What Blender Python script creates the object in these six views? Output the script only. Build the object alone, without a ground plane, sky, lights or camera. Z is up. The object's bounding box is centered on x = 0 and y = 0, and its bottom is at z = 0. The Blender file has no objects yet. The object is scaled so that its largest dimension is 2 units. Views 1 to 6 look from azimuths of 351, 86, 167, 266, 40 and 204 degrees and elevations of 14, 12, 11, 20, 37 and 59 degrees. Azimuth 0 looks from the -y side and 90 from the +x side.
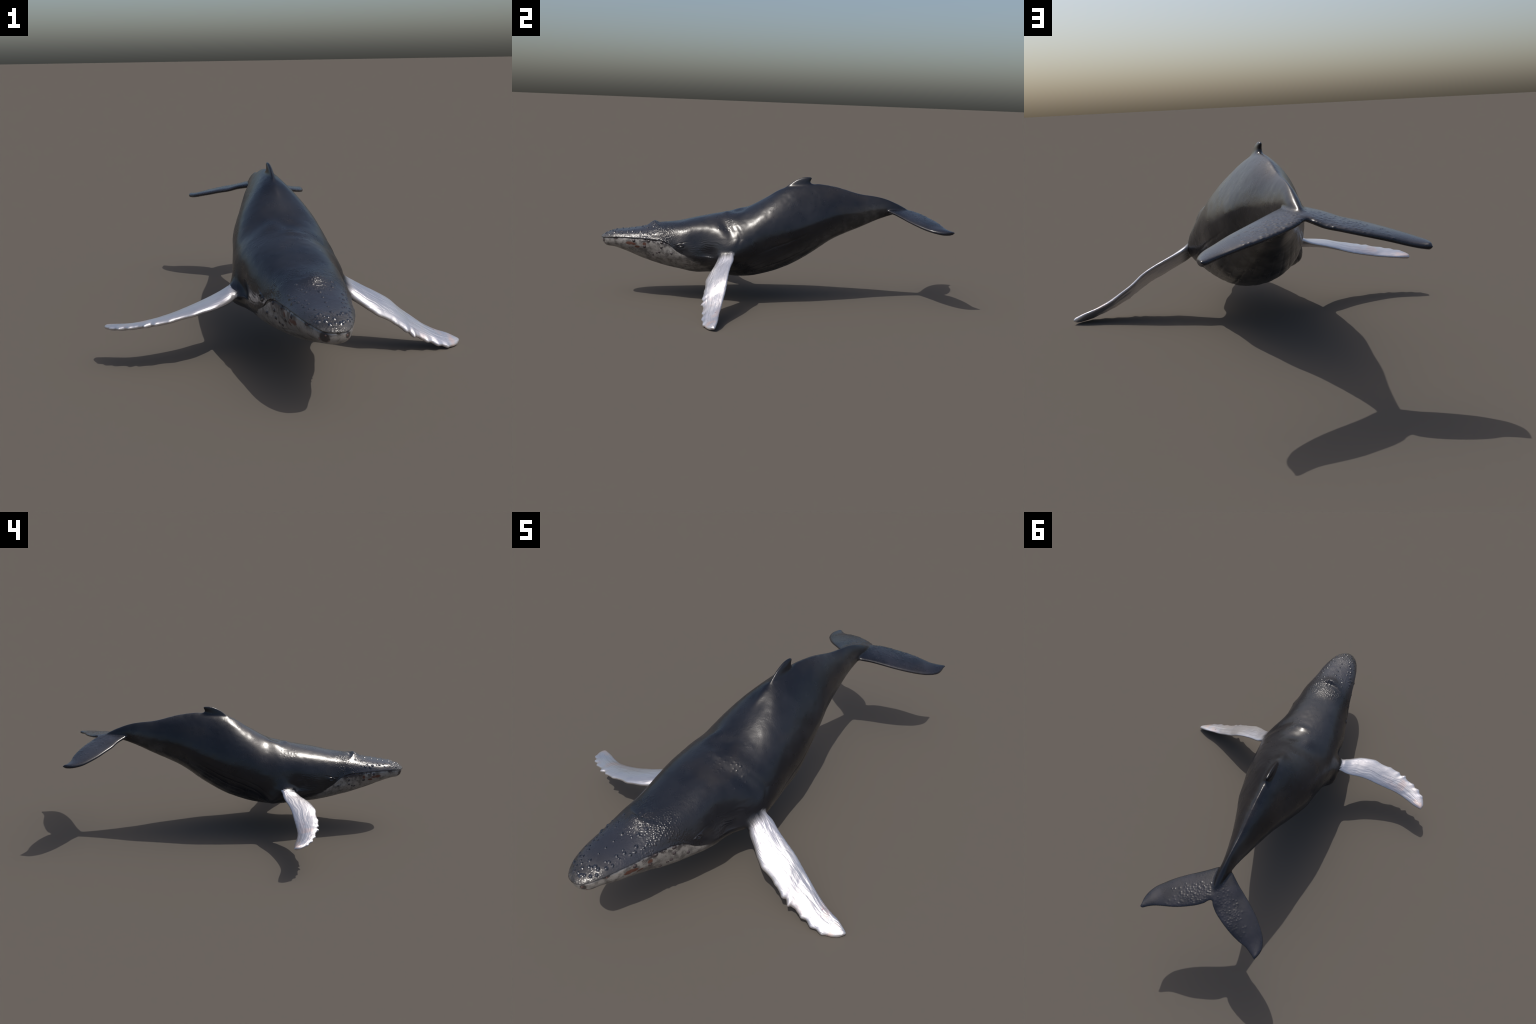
# Humpback whale: one smooth body built from lofted sections, flippers, flukes and a hooked
# dorsal fin, fused, relaxed and relieved with folds, then split into named anatomical parts.
import bpy, bmesh, math
import numpy as np
from mathutils import kdtree, Vector, Matrix

RNG = np.random.default_rng(11)
VOX = 0.0027

# ------------------------------------------------------------------ body profile
# stations along the whale (y, snout at -1): middle x, back z, belly z, half width,
# height of the widest line (0 belly .. 1 back), roundness of the upper and lower half
STN = np.array([
    # y      cx     top    belly  half   mid    pu     pl
    [-1.000, .018, .343, .336, .008, .55, 2.10, 2.30],
    [-0.970, .016, .367, .293, .054, .53, 2.40, 2.35],
    [-0.920, .015, .384, .286, .078, .53, 2.65, 2.20],
    [-0.850, .015, .393, .261, .101, .53, 2.75, 1.93],
    [-0.750, .015, .410, .218, .122, .50, 2.70, 1.65],
    [-0.650, .017, .431, .187, .147, .43, 2.62, 1.58],
    [-0.550, .015, .447, .165, .163, .40, 2.55, 1.65],
    [-0.450, .012, .472, .146, .190, .40, 2.40, 1.60],
    [-0.350, .003, .493, .146, .217, .36, 2.20, 1.50],
    [-0.250, .006, .514, .130, .242, .40, 1.95, 1.55],
    [-0.150, .014, .544, .132, .222, .48, 1.88, 1.85],
    [-0.050, .016, .599, .153, .203, .51, 1.84, 2.12],
    [0.080, .017, .670, .200, .184, .48, 1.48, 2.26],
    [0.200, .018, .690, .265, .149, .47, 1.38, 2.19],
    [0.350, .019, .678, .368, .103, .48, 1.45, 2.06],
    [0.500, .021, .640, .438, .061, .48, 1.52, 2.00],
    [0.650, .025, .617, .506, .030, .47, 1.52, 2.00],
    [0.720, .027, .592, .529, .024, .45, 1.70, 2.00],
    [0.800, .028, .553, .540, .010, .45, 1.60, 2.00]])
SU = np.sqrt(STN[:, 0] + 1.0)          # square-root spacing rounds the snout off
Y_END = STN[-1, 0]


def stations(y):
    """Cubic interpolation of every column of the profile at positions y."""
    u = np.clip(np.sqrt(np.maximum(y + 1.0, 0)), SU[0], SU[-1])
    V = STN[:, 1:]
    h = np.diff(SU)[:, None]
    s = np.diff(V, axis=0) / h
    m = np.vstack([s[:1], (s[:-1] * h[1:] + s[1:] * h[:-1]) / (h[:-1] + h[1:]), s[-1:]])
    i = np.clip(np.searchsorted(SU, u, side='right') - 1, 0, len(SU) - 2)
    t = ((u - SU[i]) / h[i, 0])[:, None]
    hh = h[i]
    r = ((2*t**3 - 3*t**2 + 1) * V[i] + (t**3 - 2*t**2 + t) * hh * m[i]
         + (3*t**2 - 2*t**3) * V[i+1] + (t**3 - t**2) * hh * m[i+1])
    c, top, bel, w, mid, pu, pl = r.T
    return c, top, bel, np.maximum(w, .003), bel + (top - bel) * mid, np.clip(pu, 1.1, 3), np.clip(pl, 1.1, 3)


def body_field(P):
    """Approximate signed distance to the bare body."""
    c, top, bel, w, m, pu, pl = stations(P[:, 1])
    dz = P[:, 2] - m
    up = dz > 0
    h = np.maximum(np.where(up, top - m, m - bel), .002)
    q = np.where(up, pu, pl)
    f = ((np.abs(P[:, 0] - c) / w)**q + (np.abs(dz) / h)**q + 1e-9)**(1 / q) - 1
    return f * np.minimum(w, h)


def body_project(P, steps=4):
    P = P.copy()
    e = 4e-4
    for _ in range(steps):
        f = body_field(P)
        g = np.stack([(body_field(P + d) - body_field(P - d)) / (2 * e) for d in np.eye(3) * e], 1)
        n2 = np.maximum((g * g).sum(1), .05)
        P -= np.clip(f / n2, -.006, .006)[:, None] * g
    return P


# ------------------------------------------------------------------ small helpers
def smooth01(x, a, b):
    t = np.clip((x - a) / (b - a), 0, 1)
    return t * t * (3 - 2 * t)


def gauss(x, s):
    return np.exp(-(x / s)**2)


def lattice(i):
    h = (i[..., 0] * 374761393 + i[..., 1] * 668265263 + i[..., 2] * 1274126177) & 0x7fffffff
    h = ((h ^ (h >> 13)) * 1103515245 + 12345) & 0x7fffffff
    h = ((h ^ (h >> 16)) * 69069 + 5) & 0x7fffffff
    return h / 0x7fffffff


def noise(P, scale=1.0):
    """Value noise in -1..1."""
    Q = P * scale + 100.0
    i = np.floor(Q).astype(np.int64)
    f = Q - i
    f = f * f * (3 - 2 * f)
    r = 0
    for dx in (0, 1):
        for dy in (0, 1):
            for dz in (0, 1):
                w = (np.where(dx, f[:, 0], 1 - f[:, 0]) * np.where(dy, f[:, 1], 1 - f[:, 1])
                     * np.where(dz, f[:, 2], 1 - f[:, 2]))
                r = r + w * lattice(i + np.array([dx, dy, dz]))
    return r * 2 - 1


def spline(CP, t):
    """Catmull-Rom through CP, t in 0..1."""
    CP = np.asarray(CP, float)
    k = len(CP)
    x = np.clip(t, 0, 1) * (k - 1)
    i = np.minimum(x.astype(int), k - 2)
    f = (x - i)[:, None]
    E = np.vstack([2 * CP[0] - CP[1], CP, 2 * CP[-1] - CP[-2]])
    a, b, c, d = E[i], E[i + 1], E[i + 2], E[i + 3]
    return .5 * (2*b + (c - a)*f + (2*a - 5*b + 4*c - d)*f**2 + (3*b - a - 3*c + d)*f**3)


def loft(rings):
    """Closed tube from a stack of rings (n, m, 3), capped."""
    n, m, _ = rings.shape
    V = rings.reshape(-1, 3)
    F = []
    for i in range(n - 1):
        for j in range(m):
            k = (j + 1) % m
            F.append((i*m + j, i*m + k, (i+1)*m + k, (i+1)*m + j))
    F.append(tuple(range(m))[::-1])
    F.append(tuple((n-1)*m + j for j in range(m)))
    return V, F


# ------------------------------------------------------------------ lofts
def body_loft():
    u = np.linspace(.02, SU[-1], 420)
    y = u * u - 1.0
    c, top, bel, w, m, pu, pl = stations(y)
    th = np.linspace(0, 2*np.pi, 120, endpoint=False)
    C, S = np.cos(th), np.sin(th)
    R = np.zeros((len(y), len(th), 3))
    for k in range(len(y)):
        q = np.where(S >= 0, pu[k], pl[k])
        den = (np.abs(C)**q + np.abs(S)**q)**(1/q)
        h = np.where(S >= 0, top[k] - m[k], m[k] - bel[k])
        R[k] = np.stack([c[k] + w[k]*C/den, np.full(len(th), y[k]), m[k] + h*S/den], 1)
    return R


def blade(lead, trail, thick, ext=0.0, knobs=(), n=150, m=44, skew=.3, flat=1.0, sag=lambda s: 0.0):
    """Fin-like solid between a leading and a trailing edge curve.
    thick(s): full thickness; knobs: (s, height, width) bumps on the leading edge."""
    s = 1 - (1 - np.linspace(0, 1, n))**1.35
    s = np.minimum(s, .9995)
    L, T = spline(lead, s), spline(trail, s)
    if ext:
        k = np.linspace(1, 0.02, 14)[:, None]
        L = np.vstack([L[0] - (L[6]-L[0])/np.linalg.norm(L[6]-L[0]) * ext * k, L])
        T = np.vstack([T[0] - (T[6]-T[0])/np.linalg.norm(T[6]-T[0]) * ext * k, T])
        s = np.concatenate([np.zeros(14), s])
    mid = (L + T) / 2
    ch = T - L
    cl = np.linalg.norm(ch, axis=1)
    sp = np.gradient(mid, axis=0)
    N = np.cross(ch, sp)
    N /= np.linalg.norm(N, axis=1)[:, None] + 1e-9
    N *= np.sign(N[:, 2].sum())
    for _ in range(12):
        N[1:-1] = (N[:-2] + 2*N[1:-1] + N[2:]) / 4
        N[-1] = N[-2]
    N /= np.linalg.norm(N, axis=1)[:, None]
    for ks, kh, kw in knobs:
        out = -ch / (cl[:, None] + 1e-6)
        L = L + out * (kh * gauss(s - ks, kw))[:, None]
    mid = (L + T) / 2
    ch = T - L
    cl = np.linalg.norm(ch, axis=1)
    th = np.minimum(np.array([thick(x) for x in s]), .75 * cl + .001)
    a = np.linspace(0, 2*np.pi, m, endpoint=False)
    ca, sa = np.cos(a), np.sin(a)
    prof = np.sign(sa) * np.abs(sa)**flat * (1 - skew * ca)
    mid = mid - N * np.array([sag(x) for x in s])[:, None]
    return mid[:, None] + ch[:, None]/2 * ca[None, :, None] + N[:, None] * (th[:, None] / 2 * prof)[..., None]


FLIP_L = dict(lead=[(.205, -.318, .285), (.245, -.326, .244), (.289, -.346, .215), (.330, -.369, .187), (.378, -.380, .159), (.427, -.384, .131),
                    (.475, -.394, .096), (.523, -.391, .066), (.576, -.389, .040), (.633, -.390, .018), (.682, -.374, .005), (.716, -.353, .004),
                    (.735, -.330, .012)],
              trail=[(.215, -.230, .330), (.247, -.228, .306), (.285, -.230, .281), (.333, -.245, .255), (.386, -.256, .228), (.437, -.263, .197),
                     (.482, -.270, .157), (.530, -.281, .122), (.579, -.292, .087), (.632, -.303, .061), (.687, -.309, .041), (.737, -.323, .014)])
FLIP_R = dict(lead=[(-.186, -.316, .280), (-.245, -.343, .254), (-.305, -.386, .245), (-.368, -.407, .238), (-.439, -.410, .223), (-.506, -.413, .210),
                    (-.569, -.400, .199), (-.627, -.381, .188), (-.681, -.356, .179), (-.719, -.321, .172), (-.736, -.285, .164), (-.732, -.262, .160)],
              trail=[(-.206, -.229, .312), (-.253, -.237, .276), (-.301, -.252, .256), (-.348, -.269, .241), (-.396, -.279, .225), (-.442, -.284, .208),
                     (-.491, -.289, .193), (-.540, -.292, .181), (-.589, -.290, .171), (-.638, -.278, .165), (-.684, -.264, .161), (-.731, -.256, .158)])
KNOBS = [(.305, .006, .030), (.424, .0045, .016), (.500, .006, .012), (.556, .013, .011), (.655, .007, .014), (.722, .006, .013),
         (.797, .006, .015), (.530, -.006, .009), (.605, -.004, .012), (.69, -.004, .010), (.76, -.004, .011)]
FLUKE_L = dict(lead=[(.026, .640, .556), (.092, .692, .542), (.139, .724, .529), (.187, .754, .515), (.236, .788, .501),
                     (.281, .827, .487), (.322, .872, .476), (.343, .927, .468), (.337, .990, .474)],
               trail=[(.022, .838, .544), (.070, .879, .531), (.125, .909, .518), (.180, .932, .507), (.232, .946, .496),
                      (.276, .958, .485), (.309, .975, .479), (.328, .988, .476), (.340, .991, .474)])
FLUKE_R = dict(lead=[(.026, .640, .556), (-.054, .705, .539), (-.103, .737, .521), (-.153, .771, .509), (-.200, .807, .495),
                     (-.241, .847, .482), (-.275, .891, .470), (-.291, .943, .464), (-.278, .997, .463)],
               trail=[(.022, .838, .544), (-.016, .876, .524), (-.055, .902, .515), (-.095, .923, .505), (-.136, .941, .495),
                      (-.177, .954, .484), (-.216, .962, .472), (-.252, .980, .464), (-.280, .998, .463)])


def flipper_thick(s):
    return np.interp(s, [0, .12, .35, .7, .92, 1], [.052, .040, .031, .025, .021, .016])


def fluke_thick(s):
    return np.interp(s, [0, .15, .5, .85, 1], [.028, .025, .024, .021, .017])


def fin_loft():
    # height, front, back, half width, middle x
    lay = np.array([[.600, -.000, .300, .050, .018], [.640, .030, .280, .032, .018], [.665, .060, .252, .0220, .0175],
                    [.685, .084, .228, .0155, .017], [.697, .104, .209, .0120, .016], [.708, .124, .211, .0098, .0155],
                    [.716, .141, .2145, .0080, .0145], [.722, .156, .2155, .0064, .0138], [.7255, .170, .213, .0045, .0132],
                    [.7272, .182, .206, .0020, .013]])
    t = np.linspace(0, 1, 60)
    lay = spline(lay, t)
    a = np.linspace(0, 2*np.pi, 60, endpoint=False)
    R = np.zeros((len(lay), len(a), 3))
    for k, (z, f, b, w, x) in enumerate(lay):
        ca, sa = np.cos(a), np.sin(a)
        yy = (f + b)/2 - (b - f)/2 * ca
        R[k] = np.stack([x + w * sa * (1 - .25*ca), yy, np.full(len(a), z)], 1)
    return R


PARTS = [('body', body_loft()),
         ('flipper_l', blade(**FLIP_L, thick=flipper_thick, ext=.09, knobs=KNOBS)),
         ('flipper_r', blade(**FLIP_R, thick=lambda s: .85 * flipper_thick(s), ext=.09, knobs=KNOBS)),
         ('fluke_l', blade(**FLUKE_L, thick=fluke_thick, skew=.1, flat=.8, sag=lambda s: np.interp(s, [0, .15, .6, 1], [.003, .003, .002, .001]))),
         ('fluke_r', blade(**FLUKE_R, thick=fluke_thick, skew=.1, flat=.8, sag=lambda s: np.interp(s, [0, .15, .6, 1], [.003, .003, .002, .001]))),
         ('fin', fin_loft())]

# ------------------------------------------------------------------ fuse
V, F, off = [], [], 0
kd_pts, kd_lab = [], []
for k, (nm, R) in enumerate(PARTS):
    v, f = loft(R)
    V.append(v)
    F += [tuple(i + off for i in g) for g in f]
    off += len(v)
    out = v if k == 0 else v[body_field(v) > -.004]
    kd_pts.append(out)
    kd_lab.append(np.full(len(out), k))
me = bpy.data.meshes.new('fused')
me.from_pydata(np.vstack(V).tolist(), [], F)
bm = bmesh.new()
bm.from_mesh(me)
# each closed loft gets outward faces
bmesh.ops.recalc_face_normals(bm, faces=bm.faces)
bm.to_mesh(me)
bm.free()
tmp = bpy.data.objects.new('fused', me)
bpy.context.scene.collection.objects.link(tmp)
md = tmp.modifiers.new('r', 'REMESH')
md.mode = 'VOXEL'
md.voxel_size = VOX
dg = bpy.context.evaluated_depsgraph_get()
fm = bpy.data.meshes.new_from_object(tmp.evaluated_get(dg))
bpy.data.objects.remove(tmp)

kd_pts, kd_lab = np.vstack(kd_pts), np.concatenate(kd_lab)


def coords(mesh):
    a = np.empty(len(mesh.vertices) * 3, np.float32)
    mesh.vertices.foreach_get('co', a)
    return a.reshape(-1, 3).astype(float)


def edges(mesh):
    a = np.empty(len(mesh.edges) * 2, np.int32)
    mesh.edges.foreach_get('vertices', a)
    return a.reshape(-1, 2)


def relax(P, E, w, steps):
    n = len(P)
    deg = np.bincount(E.ravel(), minlength=n).astype(float)[:, None]
    for _ in range(steps):
        S = np.stack([np.bincount(E[:, 0], P[E[:, 1], k], n) + np.bincount(E[:, 1], P[E[:, 0], k], n) for k in range(3)], 1)
        P = P + (S / deg - P) * w[:, None]
    return P


def set_coords(mesh, P):
    mesh.vertices.foreach_set('co', P.astype(np.float32).ravel())
    mesh.update()


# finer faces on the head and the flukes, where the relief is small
bm = bmesh.new()
bm.from_mesh(fm)
fe = [e for e in bm.edges if (lambda c: c.y < -.50)((e.verts[0].co + e.verts[1].co) / 2)]
bmesh.ops.subdivide_edges(bm, edges=fe, cuts=1, use_grid_fill=True)
bm.to_mesh(fm)
bm.free()

P = coords(fm)
E = edges(fm)
tree = kdtree.KDTree(len(kd_pts))
for i, p in enumerate(kd_pts):
    tree.insert(p, i)
tree.balance()
lab = np.array([kd_lab[tree.find(p)[1]] for p in P])

# distance to the joints between body and limbs, for fillets
appendage_pts = kd_pts[(kd_lab > 0)]
near = body_field(appendage_pts)
join = [appendage_pts[(np.abs(near) < .004)]]
jl = kd_lab[kd_lab > 0][np.abs(near) < .004]
jt = kdtree.KDTree(len(join[0]))
for i, p in enumerate(join[0]):
    jt.insert(p, i)
jt.balance()
jd = np.full(len(P), 9.0)
jk = np.zeros(len(P), int)
cand = np.where((np.abs(body_field(P)) < .05) & (P[:, 1] > -.45))[0]
for i in cand:
    _, k, d = jt.find(P[i])
    jd[i], jk[i] = d, jl[k]
rad = np.where(np.isin(jk, [1, 2]), .022, np.where(jk == 5, np.where(P[:, 1] < .10, .030, .016), .007))
wj = np.exp(-(jd / rad)**2)

P = relax(P, E, np.where(lab > 0, .5, .3), 3)
P = relax(P, E, np.clip(wj * .9, 0, .6), 40)
isb = (lab == 0)
k = np.where(isb & (wj < .8) & (P[:, 1] < .775))[0]
keep = (1 - smooth01(wj[k], .02, .8)) * (1 - smooth01(P[k, 1], .70, .77))
P[k] += (body_project(P[k]) - P[k]) * keep[:, None]
P = relax(P, E, np.where(isb & (wj < .02), .15, .35), 2)
set_coords(fm, P)

# ------------------------------------------------------------------ relief
MOUTH = np.array([[-1.0, .342], [-.97, .345], [-.93, .351], [-.85, .356], [-.75, .355], [-.65, .352], [-.625, .346], [-.60, .334], [-.58, .318],
                  [-.555, .297], [-.50, .270], [-.40, .228], [-.30, .192], [-.15, .175], [0, .195], [.1, .22]])


def normals(mesh):
    a = np.empty(len(mesh.vertices) * 3, np.float32)
    mesh.vertices.foreach_get('normal', a)
    return a.reshape(-1, 3).astype(float)


EYES = [(.176, -.535, .330), (-.145, -.539, .329)]


def relief(P, lab):
    x, y, z = P.T
    c, top, bel, w, m, pu, pl = stations(y)
    b = (lab == 0).astype(float)
    xc = x - c
    D = np.zeros(len(P))
    upper = smooth01(z - m, .0, .05)
    # splash guard in front of the blowholes: ramp, crest, short drop
    yc = -.690 + 5.5 * xc**2
    r = y - yc
    prof = np.where(r < 0, gauss(r, .040), .34 + .66 * gauss(r, .012)) * np.where(r > 0, gauss(r, .085), 1)
    D += b * upper * .0235 * prof * gauss(xc, .048)
    # blowhole slits behind it
    D -= b * upper * .003 * gauss(np.abs(xc) - .010 - .1*(r - .02), .003) * gauss(r - .022, .014)
    # crest that rises into the dorsal fin
    D += b * upper * .0065 * gauss(xc, .014) * smooth01(y, -.06, .05) * (1 - smooth01(y, .10, .16))
    # lip: the upper jaw overhangs the lower
    s = z - np.interp(y, MOUTH[:, 0], MOUTH[:, 1])
    front = 1 - smooth01(y, -.59, -.545)
    D += b * front * np.where(s > 0, .0032 * gauss(s, .010), -.0030 * (1 - smooth01(s, -.002, .0)) * gauss(s, .035))
    D -= b * front * .0022 * gauss(s + .003, .0028)
    # neck fold: bulge of the shoulder, groove, then the trunk
    zf = np.array([.15, .24, .306, .338, .386, .425, .473, .503, .54])  # height, position of the fold
    yf = np.array([-.255, -.245, -.229, -.212, -.194, -.207, -.240, -.272, -.285])
    r = y - np.interp(z, zf, yf)
    side = smooth01(np.abs(xc), .03, .16) * smooth01(z, .28, .34)
    lf, rt = smooth01(xc, .0, .06), smooth01(-xc, .0, .06)
    left = side * lf
    D -= b * left * (.0130 * gauss(r + .050, .040) * gauss(z - .435, .07) + .0030 * gauss(r, .014) * gauss(z - .40, .06))
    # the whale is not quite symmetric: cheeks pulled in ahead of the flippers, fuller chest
    ball = lambda sd, cy, cz, ry, rz: (lf if sd > 0 else rt) * gauss(y - cy, ry) * gauss(z - cz, rz)
    D += b * (-.024 * ball(-1, -.300, .335, .11, .075) - .006 * ball(-1, -.260, .385, .07, .05) - .029 * ball(-1, -.35, .282, .06, .05)
              - .018 * ball(1, -.430, .365, .065, .06) - .004 * ball(1, -.345, .375, .05, .05) - .021 * ball(1, -.385, .285, .055, .05)
              + .034 * ball(-1, -.190, .232, .055, .042) + .008 * ball(1, .243, .49, .10, .07)
              - .012 * ball(-1, -.685, .292, .09, .035) - .010 * ball(1, -.690, .292, .09, .035))
    D += b * .007 * gauss(xc + .06, .04) * gauss(y + .20, .045) * upper
    # soft dip across the back of the neck
    mid = gauss(xc - .018, .042) * upper
    D += b * mid * (.0050 * gauss(y + .279, .018) - .0085 * gauss(y + .205, .040))
    # eyes: socket ringed by lids and a brow
    for ex, ey, ez in EYES:
        dy, dz = (y - ey), (z - ez)
        same = (np.sign(x) == np.sign(ex)).astype(float)
        q = np.sqrt((dy / 1.55)**2 + dz**2 + 1e-9)
        D += b * same * (.0040 * gauss(q, .026) + .0020 * gauss(q - .0095, .0035) * (1 + .6 * np.sign(dz)) - .0030 * gauss(q, .0065)
                         - .0010 * gauss(q - .016, .004) * (dz < 0)
                         - .0022 * gauss(dz - .30 * dy - .012, .0028) * gauss(dy, .03))
    # wavy skin folds behind the eye, running along the body
    mask = b * smooth01(y, -.53, -.46) * (1 - smooth01(y, -.33, -.27)) * smooth01(z, .20, .25) * (1 - smooth01(z, .35, .39))
    ph = z * 470 + 7 * noise(P * np.array([12, 14, 12])) + 3.5 * noise(P, 45)
    D += mask * .0005 * np.sin(ph) * np.clip(.35 + 1.1 * noise(P, 22), 0, 1)
    # throat pleats: long grooves from the chin to the belly
    phi = np.arctan2(xc, (m - z) * 1.0)
    low = smooth01(m - z, .02, .06) * smooth01(y, -.93, -.80) * (1 - smooth01(y, .10, .35))
    wav = np.abs(np.sin(phi * 17 + .8 * noise(P * np.array([6, 3, 6])) + .25 * noise(P, 30)))
    D -= b * low * (.0022 * (1 - wav)**2 * 1.2) * (.65 + .35 * noise(P * np.array([20, 5, 20])))
    # soft unevenness everywhere
    D += b * (.0006 * noise(P, 18) + .0004 * noise(P, 45)) * smooth01(y, -.98, -.9)
    # lengthwise wrinkles on the flippers
    fl = np.isin(lab, [1, 2]).astype(float)
    D += .0011 * (1 - b)
    u = np.abs(x - .012)
    v = np.zeros(len(P))
    for k, (spec, sg) in enumerate(((FLIP_L, 1), (FLIP_R, -1))):
        le, tr = np.array(spec['lead']), np.array(spec['trail'])
        ol, ot = np.argsort(le[:, 0]), np.argsort(tr[:, 0])
        yl, yt = np.interp(x, le[ol, 0], le[ol, 1]), np.interp(x, tr[ot, 0], tr[ot, 1])
        v = np.where(lab == k + 1, (y - yl) / np.maximum(yt - yl, .02), v)
    Q = np.stack([u * 12, v * 9 + .5 * noise(P, 20), np.where(x > 0, 3., 9.)], 1)
    wr = np.abs(noise(Q)) * 2 - .6
    D += fl * np.where(x > 0, .0008, .0005) * wr * (1 - smooth01(u, .60, .70)) * smooth01(v, .05, .25) * (1 - smooth01(v, .8, 1))
    # pebbled fluke tops and shoulder bumps
    return D


N = normals(fm)
D = relief(P, lab)
P0 = P.copy()
# carry the relief smoothly across the joints
D = D * np.where(lab == 0, 1 - .25 * wj, 1 - .9 * wj)
D = relax(D[:, None].repeat(3, 1), E, np.clip(wj * 1.5, 0, .8), 40)[:, 0]
P = P + N * D[:, None]


def pimples(P, N, pts, radius, height):
    """Low domes raised from the skin at the given points."""
    t = kdtree.KDTree(len(pts))
    for i, p in enumerate(pts):
        t.insert(p, i)
    t.balance()
    lo, hi = pts.min(0) - .03, pts.max(0) + .03
    idx = np.where(((P > lo) & (P < hi)).all(1))[0]
    for i in idx:
        _, k, d = t.find(P[i])
        if d < radius[k] * 2.2:
            P[i] += N[i] * height[k] * math.exp(-(d / radius[k])**2)


rest = P.copy()
# fluke tops: knobbly patch around the notch, thinning outward
for L, sgn in ((3, 1), (4, -1)):
    pool = np.where((lab == L) & (N[:, 2] > .5) & (P[:, 1] > .755))[0]
    px = np.abs(P[pool, 0] - .022)
    fl_t = np.where(px < .16, 1.0, .25) * np.where(px > .21, 0, 1) * smooth01(P[pool, 1] - .55 * px, .72, .76) * smooth01(px, .004, .02)
    pick = RNG.choice(pool, 210, p=fl_t / fl_t.sum(), replace=False)
    ok = []
    for i in pick:
        if all(np.linalg.norm(P[i] - P[j]) > .0085 for j in ok):
            ok.append(i)
    pts = P[ok]
    n = len(pts)
    pimples(P, N, pts, RNG.uniform(.0030, .0062, n), RNG.uniform(.0005, .0016, n))
# rows of low bumps on the shoulders just ahead of the neck fold
for sgn in (1, -1):
    rows = []
    for a in range(5):
        for bq in range(8):
            if RNG.random() < .8:
                rows.append((.012 + sgn * (.045 + .016*bq + RNG.normal(0, .003)), -.335 + .019*a + .006*bq*.5 + RNG.normal(0, .003)))
    pts = []
    upv = np.where((lab == 0) & (N[:, 2] > .2) & (P[:, 1] > -.40) & (P[:, 1] < -.2))[0]
    for rx, ry in rows:
        k = upv[np.argmin((P[upv, 0] - rx)**2 + (P[upv, 1] - ry)**2)]
        pts.append(P[k])
    pts = np.array(pts)
    pimples(P, N, pts, RNG.uniform(.0028, .0042, len(pts)), RNG.uniform(.0006, .0014, len(pts)) * (1 if sgn > 0 else .45))

# whole object: lowest point on the ground
set_coords(fm, P)


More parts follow.
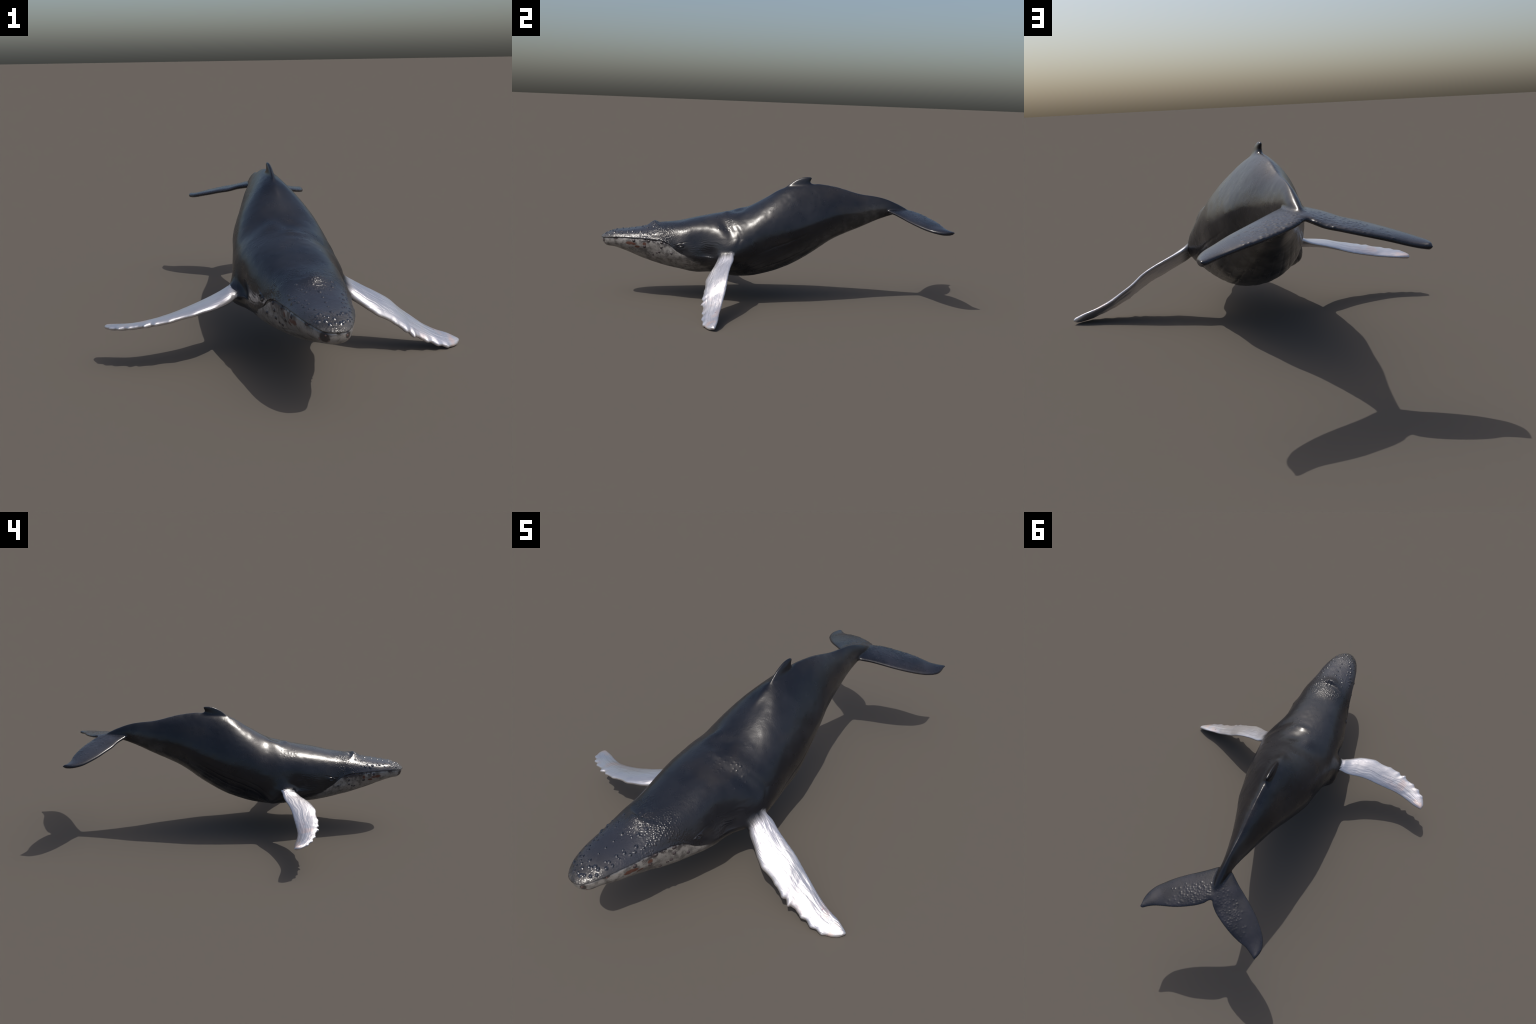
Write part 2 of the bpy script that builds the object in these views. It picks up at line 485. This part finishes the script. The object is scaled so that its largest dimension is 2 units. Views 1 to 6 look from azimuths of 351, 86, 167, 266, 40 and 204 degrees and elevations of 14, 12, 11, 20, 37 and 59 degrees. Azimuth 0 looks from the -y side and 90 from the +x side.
# ------------------------------------------------------------------ material toolkit
class Nodes:
    def __init__(self, name):
        self.mat = bpy.data.materials.new(name)
        self.mat.use_nodes = True
        self.t = self.mat.node_tree
        self.t.nodes.clear()
        self.out = self.t.nodes.new('ShaderNodeOutputMaterial')
        self.co = self.t.nodes.new('ShaderNodeTexCoord').outputs['Object']
        sp = self.t.nodes.new('ShaderNodeSeparateXYZ')
        self.t.links.new(self.co, sp.inputs[0])
        self.x, self.y, self.z = sp.outputs

    def put(self, sock, val):
        if isinstance(val, bpy.types.NodeSocket):
            self.t.links.new(val, sock)
        elif isinstance(val, tuple) and len(val) == 3 and sock.type == 'RGBA':
            sock.default_value = (*val, 1)
        else:
            sock.default_value = val

    def math(self, op, a, b=None, clamp=False):
        n = self.t.nodes.new('ShaderNodeMath')
        n.operation = op
        n.use_clamp = clamp
        self.put(n.inputs[0], a)
        if b is not None:
            self.put(n.inputs[1], b)
        return n.outputs[0]

    def add(self, a, b): return self.math('ADD', a, b)
    def sub(self, a, b): return self.math('SUBTRACT', a, b)
    def mul(self, a, b): return self.math('MULTIPLY', a, b)
    def abs(self, a): return self.math('ABSOLUTE', a)
    def mx(self, a, b): return self.math('MAXIMUM', a, b)

    def step(self, v, a, b, lo=0.0, hi=1.0):
        n = self.t.nodes.new('ShaderNodeMapRange')
        n.interpolation_type = 'SMOOTHSTEP'
        for s, q in zip(n.inputs[:5], (v, a, b, lo, hi)):
            self.put(s, q)
        return n.outputs[0]

    def noise(self, scale, detail=3.0, rough=.5, stretch=None, rot=None, dist=0.0, vec=None):
        n = self.t.nodes.new('ShaderNodeTexNoise')
        v = vec or self.co
        if stretch or rot:
            mp = self.t.nodes.new('ShaderNodeMapping')
            self.put(mp.inputs['Vector'], v)
            if rot:
                mp.inputs['Rotation'].default_value = rot
            if stretch:
                mp.inputs['Scale'].default_value = stretch
            v = mp.outputs[0]
        self.put(n.inputs['Vector'], v)
        n.inputs['Scale'].default_value = scale
        n.inputs['Detail'].default_value = detail
        n.inputs['Roughness'].default_value = rough
        n.inputs['Distortion'].default_value = dist
        return n.outputs['Fac']

    def voronoi(self, scale, feature='F1', rnd=1.0):
        n = self.t.nodes.new('ShaderNodeTexVoronoi')
        n.feature = feature
        self.put(n.inputs['Vector'], self.co)
        n.inputs['Scale'].default_value = scale
        n.inputs['Randomness'].default_value = rnd
        return n.outputs['Distance']

    def mix(self, f, a, b):
        n = self.t.nodes.new('ShaderNodeMix')
        n.data_type = 'RGBA'
        self.put(n.inputs[0], f)
        self.put(n.inputs[6], a)
        self.put(n.inputs[7], b)
        return n.outputs[2]

    def curve(self, v, pts, lo, hi, vlo, vhi):
        """Value looked up on a smooth curve through pts (in real units)."""
        t = self.step_lin(v, lo, hi)
        n = self.t.nodes.new('ShaderNodeFloatCurve')
        self.put(n.inputs['Value'], t)
        cv = n.mapping.curves[0]
        q = [((a - lo) / (hi - lo), (b - vlo) / (vhi - vlo)) for a, b in pts]
        cv.points[0].location, cv.points[1].location = q[0], q[-1]
        for p in q[1:-1]:
            cv.points.new(*p)
        n.mapping.update()
        return self.add(self.mul(n.outputs[0], vhi - vlo), vlo)

    def step_lin(self, v, a, b):
        n = self.t.nodes.new('ShaderNodeMapRange')
        for s, q in zip(n.inputs[:3], (v, a, b)):
            self.put(s, q)
        return n.outputs[0]

    def spot(self, cy, cz, ry, rz, warp=None):
        """Soft elliptical patch in the side view (y, z)."""
        a = self.mul(self.sub(self.y, cy), 1 / ry)
        b = self.mul(self.sub(self.z, cz), 1 / rz)
        d = self.math('SQRT', self.add(self.mul(a, a), self.mul(b, b)))
        if warp is not None:
            d = self.add(d, warp)
        return self.step(d, 1.1, .75)

    def blob(self, c, rad, warp=None):
        """Soft round patch about a point."""
        n = self.t.nodes.new('ShaderNodeVectorMath')
        n.operation = 'DISTANCE'
        self.put(n.inputs[0], self.co)
        n.inputs[1].default_value = c
        d = self.mul(n.outputs['Value'], 1 / rad)
        if warp is not None:
            d = self.add(d, self.mul(warp, .5))
        return self.step(d, 1.1, .75)

    def finish(self, color, rough, bump=None, strength=.4, distance=.002, spec=.5, metal=0.0, ior=1.5):
        b = self.t.nodes.new('ShaderNodeBsdfPrincipled')
        self.put(b.inputs['Base Color'], color)
        self.put(b.inputs['Roughness'], rough)
        self.put(b.inputs['Metallic'], metal)
        b.inputs['IOR'].default_value = ior
        b.inputs['Specular IOR Level'].default_value = spec
        if bump is not None:
            n = self.t.nodes.new('ShaderNodeBump')
            n.inputs['Strength'].default_value = strength
            n.inputs['Distance'].default_value = distance
            self.put(n.inputs['Height'], bump)
            self.t.links.new(n.outputs[0], b.inputs['Normal'])
        self.t.links.new(b.outputs[0], self.out.inputs[0])
        return self.mat


DARK = (.005, .0057, .0092)
SLATE = (.0115, .0125, .017)
BROWN = (.020, .017, .0165)
PALE = (.30, .285, .27)
WHITE = (.62, .605, .615)
SPEC, METAL, IOR = .5, 0.0, 1.5


def skin_color(g):
    """Dark back, slate head, pale jaw and throat, ageing marks; shared by every body part."""
    big = g.noise(4.0, 3, .55)
    col = g.mix(g.step(big, .40, .62), DARK, SLATE)
    col = g.mix(g.mul(g.step(g.noise(7.0, 2, .5, stretch=(1, .5, 1)), .52, .70), .6), col, BROWN)
    fine = g.noise(160, 2, .6)
    col = g.mix(g.mul(g.step(fine, .62, .80), .30), col, (.045, .047, .055))
    head = g.step(g.y, -.62, -.78)
    col = g.mix(g.mul(head, .55), col, (.036, .038, .050))
    # mottled belly grey, painted up the lower flank to lighten its ground-reflection band
    bel = g.curve(g.y, [(float(q[0]), float(q[2 + 1])) for q in STN[::2]], -1.0, .8, .1, .6)
    low = g.step(g.add(g.sub(g.z, bel), g.mul(g.sub(g.noise(9, 4, .6), .5), .07)), .15, .02)
    bcol = g.mix(g.step(g.noise(18, 4, .65), .40, .65), (.030, .028, .027), (.085, .079, .073))
    low = g.mul(low, g.step(g.y, .70, .55))
    col = g.mix(g.mul(low, .85), col, bcol)
    # jaw and throat
    line = g.curve(g.y, [tuple(p) for p in MOUTH], -1.0, .1, .15, .40)
    wob = g.mul(g.sub(g.noise(22, 5, .65, stretch=(1, .35, 1.6)), .5), g.step(g.y, -.57, -.38, .002, .13))
    d = g.add(g.sub(line, g.z), wob)
    width = g.step(g.y, -.57, -.30, .0012, .05)
    jaw = g.step(d, 0.0, width)
    jaw = g.mul(jaw, g.step(g.y, -.05, -.42, .30, 1.0))
    jaw = g.mul(jaw, g.step(g.y, .35, .0))
    pale = g.mix(g.step(g.noise(30, 5, .65), .42, .66), PALE, (.13, .122, .116))
    pale = g.mix(g.mul(g.step(g.noise(200, 2, .6), .55, .75), .5), pale, (.09, .085, .085))
    # dark blotches below the lip
    lipband = g.mul(g.step(d, .045, .004), g.mul(g.step(g.y, -.86, -.74), g.step(g.y, -.57, -.62)))
    pale = g.mix(g.mul(lipband, g.step(g.noise(30, 4, .65), .44, .52)), pale, (.045, .038, .042))
    warp = g.mul(g.sub(g.noise(60, 3, .6), .5), 1.6)
    chin = g.mx(g.blob((-.026, -.982, .323), .021, warp), g.mx(g.blob((.052, -.984, .328), .013, warp), g.spot(-.91, .349, .016, .010, warp)))
    pale = g.mix(g.mul(chin, .85), pale, (.030, .022, .022))
    rust = None
    for cy, cz, ry, rz in ((-.830, .326, .020, .010), (-.805, .322, .016, .007), (-.783, .307, .015, .007), (-.742, .325, .010, .012)):
        s = g.spot(cy, cz, ry, rz, warp)
        rust = s if rust is None else g.mx(rust, s)
    pale = g.mix(g.mul(rust, .85), pale, (.11, .034, .019))
    col = g.mix(jaw, col, pale)
    return col, jaw, head


def skin_bump(g, head, jaw):
    peb = g.noise(95, 3, .55)
    reg = g.step(g.noise(9, 2, .5), .46, .66)
    fine = g.noise(260, 2, .5)
    h = g.add(g.mul(peb, g.add(.12, g.mul(reg, .5))), g.mul(fine, .15))
    zone = g.mx(g.mul(g.step(g.y, -.86, -.95), .7), g.mul(g.step(g.y, -.82, -.74), g.step(g.y, -.53, -.64)))
    zone = g.mul(zone, g.step(g.noise(14, 2), .36, .56))
    cob = g.mul(g.sub(1.0, g.step(g.voronoi(115), 0.0, .70)), g.mul(g.mx(zone, .15), g.sub(1.0, jaw)))
    return g.add(h, g.mul(g.mul(cob, g.step(g.y, -.48, -.58)), 1.5))


def mat_skin(name):
    g = Nodes(name)
    col, jaw, head = skin_color(g)
    rough = g.add(g.add(.22, g.mul(g.noise(20, 3, .6), .14)), g.mul(jaw, .12))
    return g.finish(col, rough, skin_bump(g, head, jaw), .45, .003, SPEC, g.mul(jaw, .45), IOR)


def mat_flipper(name, side):
    g = Nodes(name)
    base, _, _ = skin_color(g)
    far = g.mul(g.sub(g.x, .012), float(side))
    spec = FLIP_L if side > 0 else FLIP_R
    yl = g.curve(far, sorted((abs(p[0] - .012), p[1]) for p in spec['lead'][:-1]), .15, .76, -.45, -.2)
    yt = g.curve(far, sorted((abs(p[0] - .012), p[1]) for p in spec['trail'][:-1]), .15, .76, -.45, -.2)
    v = g.math('DIVIDE', g.sub(g.y, yl), g.mx(g.sub(yt, yl), .02))
    uv = g.t.nodes.new('ShaderNodeCombineXYZ')
    g.put(uv.inputs[0], g.mul(far, 9.0))
    g.put(uv.inputs[1], g.mul(v, 5.0))
    g.put(uv.inputs[2], g.mul(g.z, 12.0))
    n = g.noise(28, 3, .6)
    streak = g.noise(1.6, 4, .6, vec=uv.outputs[0], dist=.3)
    root = (.228, .270) if side > 0 else (.215, .250)
    white = g.step(g.add(far, g.mul(g.sub(streak, .5), .035)), *root)
    pal = g.mix(g.step(g.noise(9, 3, .5), .45, .68), WHITE, (.53, .525, .565))
    pal = g.mix(g.mul(g.step(g.noise(14, 3, .6), .48, .66), g.step(far, .42, .68)), pal, (.68, .56, .52))
    pal = g.mix(g.mul(g.step(g.noise(70, 2, .6), .66, .76), g.step(far, .42, .62)), pal, (.40, .27, .31))
    pal = g.mix(g.mul(g.step(streak, .54, .72), .35), pal, (.42, .415, .45))
    edge = g.mx(g.step(v, .80, 1.0), g.step(far, .34, .22))
    pal = g.mix(g.mul(edge, .35), pal, (.42, .42, .47))
    col = g.mix(white, base, pal)
    crack = g.abs(g.sub(g.noise(1.0, 3, .55, vec=uv.outputs[0], dist=.5), .5))
    h = g.add(g.math('MINIMUM', g.mul(crack, 6.0), .6), g.mul(g.noise(200, 2), .06))
    return g.finish(col, g.add(.32, g.mul(n, .10)), h, .40, .0020, SPEC, g.mul(white, .8), IOR)


def mat_fluke(name):
    g = Nodes(name)
    base, _, _ = skin_color(g)
    col = g.mix(g.mul(g.step(g.y, .68, .76), g.step(g.noise(13, 4, .6), .25, .75)), base, (.022, .022, .029))
    far = g.abs(g.sub(g.x, .03))
    col = g.mix(g.mul(g.step(far, .24, .33), .6), col, (.010, .012, .020))
    col = g.mix(g.mul(g.step(g.noise(150, 2, .6), .66, .78), .4), col, (.07, .07, .08))
    h = g.add(g.mul(g.noise(120, 3, .55), g.step(far, .20, .08, .10, .5)), g.mul(g.noise(50, 3, .6, stretch=(.4, 1, 1)), .3))
    return g.finish(col, g.add(.20, g.mul(g.noise(25, 3), .14)), h, .30, .003, SPEC, METAL, IOR)


def mat_simple(name, col, rough, alt=None, scale=300):
    g = Nodes(name)
    c = g.mix(g.step(g.noise(scale, 2, .6), .4, .65), col, alt or col)
    return g.finish(c, rough, None, spec=SPEC, metal=METAL, ior=IOR)


SKIN = mat_skin('whale_skin')
MATS = dict(head=SKIN, torso=SKIN, tail_stock=SKIN, lower_jaw=mat_skin('jaw_skin'), dorsal_fin=mat_skin('fin_skin'),
            flipper_l=mat_flipper('left_flipper_skin', 1), flipper_r=mat_flipper('right_flipper_skin', -1), fluke=mat_fluke('fluke_skin'))

# ------------------------------------------------------------------ split into anatomical parts
N = normals(fm)
nf = len(fm.polygons)
starts = np.empty(nf, np.int32)
tot = np.empty(nf, np.int32)
fm.polygons.foreach_get('loop_start', starts)
fm.polygons.foreach_get('loop_total', tot)
lv = np.empty(len(fm.loops), np.int32)
fm.loops.foreach_get('vertex_index', lv)
first = lv[starts]
cen = np.stack([np.add.reduceat(P0[lv, k], starts) / tot for k in range(3)], 1)
flab = lab[first]
line = np.interp(cen[:, 1], MOUTH[:, 0], MOUTH[:, 1])
region = np.full(nf, 'torso', dtype=object)
region[cen[:, 1] > .30] = 'tail_stock'
region[cen[:, 1] < -.42] = 'head'
region[(cen[:, 1] < -.42) & (cen[:, 2] < line)] = 'lower_jaw'
fin_face = (flab == 5) | ((np.abs(cen[:, 0] - .016) < .03) & (cen[:, 1] > .08) & (cen[:, 1] < .235) & (body_field(cen) > .003))
region[fin_face & (cen[:, 2] > .6)] = 'dorsal_fin'
region[flab == 1] = 'flipper_l'
region[flab == 2] = 'flipper_r'
region[flab == 3] = 'fluke_l'
region[flab == 4] = 'fluke_r'

col = bpy.context.scene.collection
whale = bpy.data.objects.new('humpback_whale', None)
col.objects.link(whale)
whale['label'] = 'glossy dark humpback whale with long white knobbly flippers'
whale['category'] = 'whale'
OBJ = {}


def add_part(name, key, mat, parent=whale):
    sel = np.where(region == key)[0]
    loops = [lv[starts[i]:starts[i] + tot[i]] for i in sel]
    used, inv = np.unique(np.concatenate(loops), return_inverse=True)
    m = bpy.data.meshes.new(name)
    faces, k = [], 0
    for l in loops:
        faces.append(inv[k:k + len(l)].tolist())
        k += len(l)
    m.from_pydata(P[used].tolist(), [], faces)
    m.polygons.foreach_set('use_smooth', np.ones(len(m.polygons), bool))
    m.normals_split_custom_set_from_vertices(N[used].tolist())
    m.materials.append(mat)
    o = bpy.data.objects.new(name, m)
    col.objects.link(o)
    o.parent = parent
    OBJ[key] = o
    return o


head = add_part('head', 'head', MATS['head'])
jaw = add_part('lower_jaw', 'lower_jaw', MATS['lower_jaw'])
add_part('torso', 'torso', MATS['torso'])
add_part('tail_stock', 'tail_stock', MATS['tail_stock'])
add_part('dorsal_fin', 'dorsal_fin', MATS['dorsal_fin'])
add_part('flipper', 'flipper_l', MATS['flipper_l'])
add_part('flipper', 'flipper_r', MATS['flipper_r'])
add_part('fluke', 'fluke_l', MATS['fluke'])
add_part('fluke', 'fluke_r', MATS['fluke'])

# ------------------------------------------------------------------ eyes, tubercles, barnacles
hv = np.where((lab == 0) & (P[:, 1] < -.45))[0]
HP, HN = P[hv], N[hv]


def dome(name, mat, flat, rim=0.0, seg=20, rings=8):
    """Low round knob, unit radius, skirt sunk below its base."""
    bm = bmesh.new()
    prev = None
    for r in range(rings + 1):
        t = r / rings
        rad = t
        h = flat * math.cos(t * math.pi / 2) ** 2.2 - rim * flat * math.exp(-(rad / .35)**2)
        if r == 0:
            ring = [bm.verts.new((0, 0, h))]
        else:
            if r == rings:
                h -= .35
                rad *= 1.08
            ring = [bm.verts.new((rad * math.cos(a) * (1 + .06 * math.sin(3*a + 1)), rad * math.sin(a), h))
                    for a in (2 * math.pi * j / seg for j in range(seg))]
        if prev:
            for j in range(seg):
                k = (j + 1) % seg
                if len(prev) == 1:
                    bm.faces.new((prev[0], ring[j], ring[k]))
                else:
                    bm.faces.new((prev[j], ring[j], ring[k], prev[k]))
        prev = ring
    m = bpy.data.meshes.new(name)
    bm.to_mesh(m)
    bm.free()
    m.polygons.foreach_set('use_smooth', np.ones(len(m.polygons), bool))
    m.materials.append(mat)
    return m


def place(name, mesh, p, n, r, parent, sink=0.0, stretch=1.0):
    o = bpy.data.objects.new(name, mesh)
    z = Vector(n).normalized()
    xax = Vector((0, 1, 0))
    xax = (xax - z * xax.dot(z)).normalized()
    yax = z.cross(xax)
    R = Matrix((xax, yax, z)).transposed().to_4x4()
    spin = Matrix.Rotation(RNG.uniform(-.4, .4), 4, 'Z')
    o.matrix_world = Matrix.Translation(Vector(p) - z * sink) @ R @ spin @ Matrix.Diagonal((r * stretch, r, r, 1))
    col.objects.link(o)
    o.parent = parent
    return o


m_tub = mat_simple('tubercle_skin', (.030, .032, .042), .22, (.006, .007, .010), 1.2)
m_barn = mat_simple('barnacle_shell', (.030, .025, .027), .4, (.055, .042, .042), 1.5)
m_pink = mat_simple('scarred_knob', (.13, .075, .065), .4, (.040, .028, .028), 1.5)
tub = dome('tubercle', m_tub, .38)
barn = dome('barnacle', m_barn, .60, .25)
knob = dome('scarred_knob', m_pink, .55, .2)

# rows of knobs on top of the snout: middle row and mirrored side rows (x off the middle, y)
top_mid = [(-.766, .0050), (-.806, .0050), (-.843, .0045), (-.876, .004), (-.917, .0045), (-.953, .0045), (-.972, .004)]
top_side = [(.045, -.757), (.057, -.731), (.066, -.696), (.082, -.769), (.060, -.810), (.099, -.747), (.073, -.822), (.086, -.803),
            (.060, -.871), (.076, -.875), (.036, -.916), (.056, -.921), (.050, -.950), (.030, -.960), (.020, -.977), (.094, -.778),
            (.058, -.842), (.074, -.843), (.028, -.935), (.068, -.902), (.045, -.892), (.018, -.938), (.098, -.728), (.062, -.938)]
spots = [(.016, yy, r) for yy, r in top_mid]
for sx, sy in top_side:
    for sg in (1, -1):
        spots.append((.015 + sg * sx + RNG.normal(0, .0025), sy + RNG.normal(0, .004), RNG.uniform(.0032, .0052)))
upm = np.where((HN[:, 2] > .15) & (HP[:, 2] > np.interp(HP[:, 1], MOUTH[:, 0], MOUTH[:, 1]) + .010))[0]
for tx, ty, r in spots:
    k = upm[np.argmin((HP[upm, 0] - tx)**2 + (HP[upm, 1] - ty)**2)]
    r *= RNG.uniform(1.8, 2.9)
    place('tubercle', tub, HP[k], HN[k], r, head, sink=r * .08, stretch=RNG.uniform(1, 1.3))

# knobs on the sides of the lower jaw (y, z), both sides
side_spots = [(-.806, .341, .0062), (-.717, .342, .0058), (-.639, .338, .0055), (-.648, .311, .0052), (-.740, .306, .0062),
              (-.587, .280, .0046), (-.689, .266, .0045), (-.655, .283, .0048), (-.672, .274, .0036)]
for sy, sz, r in side_spots:
    for sg in (1, -1):
        s_ = np.where(np.sign(HP[:, 0] - .015) == sg)[0]
        k = s_[np.argmin((HP[s_, 1] - sy - RNG.normal(0, .003))**2 + (HP[s_, 2] - sz - RNG.normal(0, .002))**2)]
        place('barnacle', barn, HP[k], HN[k], r * 1.6, jaw, sink=-r * .05, stretch=RNG.uniform(1.0, 1.35))
for sx, sz, r in ((-.021, .331, .0055), (-.036, .315, .0060), (.050, .328, .0060), (.058, .312, .005), (-.010, .311, .004)):
    f_ = np.where((HN[:, 1] < -.2) & (HP[:, 1] < -.94))[0]
    k = f_[np.argmin((HP[f_, 0] - sx)**2 + (HP[f_, 2] - sz)**2)]
    place('barnacle', knob, HP[k], HN[k], r, jaw, sink=r * .12)
for sg in (1, -1):
    s_ = np.where(np.sign(HP[:, 0] - .015) == sg)[0]
    k = s_[np.argmin((HP[s_, 1] + .909)**2 + (HP[s_, 2] - .3465)**2)]
    place('barnacle', knob, HP[k], HN[k], .0062, jaw, sink=.001)

g = Nodes('eye_gloss')
m_eye = g.finish(g.mix(g.noise(2, 2), (.010, .010, .014), (.022, .020, .024)), .08, None, spec=.6)
bm = bmesh.new()
bmesh.ops.create_uvsphere(bm, u_segments=24, v_segments=16, radius=1)
em = bpy.data.meshes.new('eye')
bm.to_mesh(em)
bm.free()
em.polygons.foreach_set('use_smooth', np.ones(len(em.polygons), bool))
em.materials.append(m_eye)
for ex, ey, ez in EYES:
    s_ = np.where(np.sign(HP[:, 0]) == np.sign(ex))[0]
    k = s_[np.argmin((HP[s_, 1] - ey)**2 + (HP[s_, 2] - ez)**2)]
    place('eye', em, HP[k], HN[k], .0066, head, sink=.0040, stretch=1.25)
bpy.data.meshes.remove(fm)
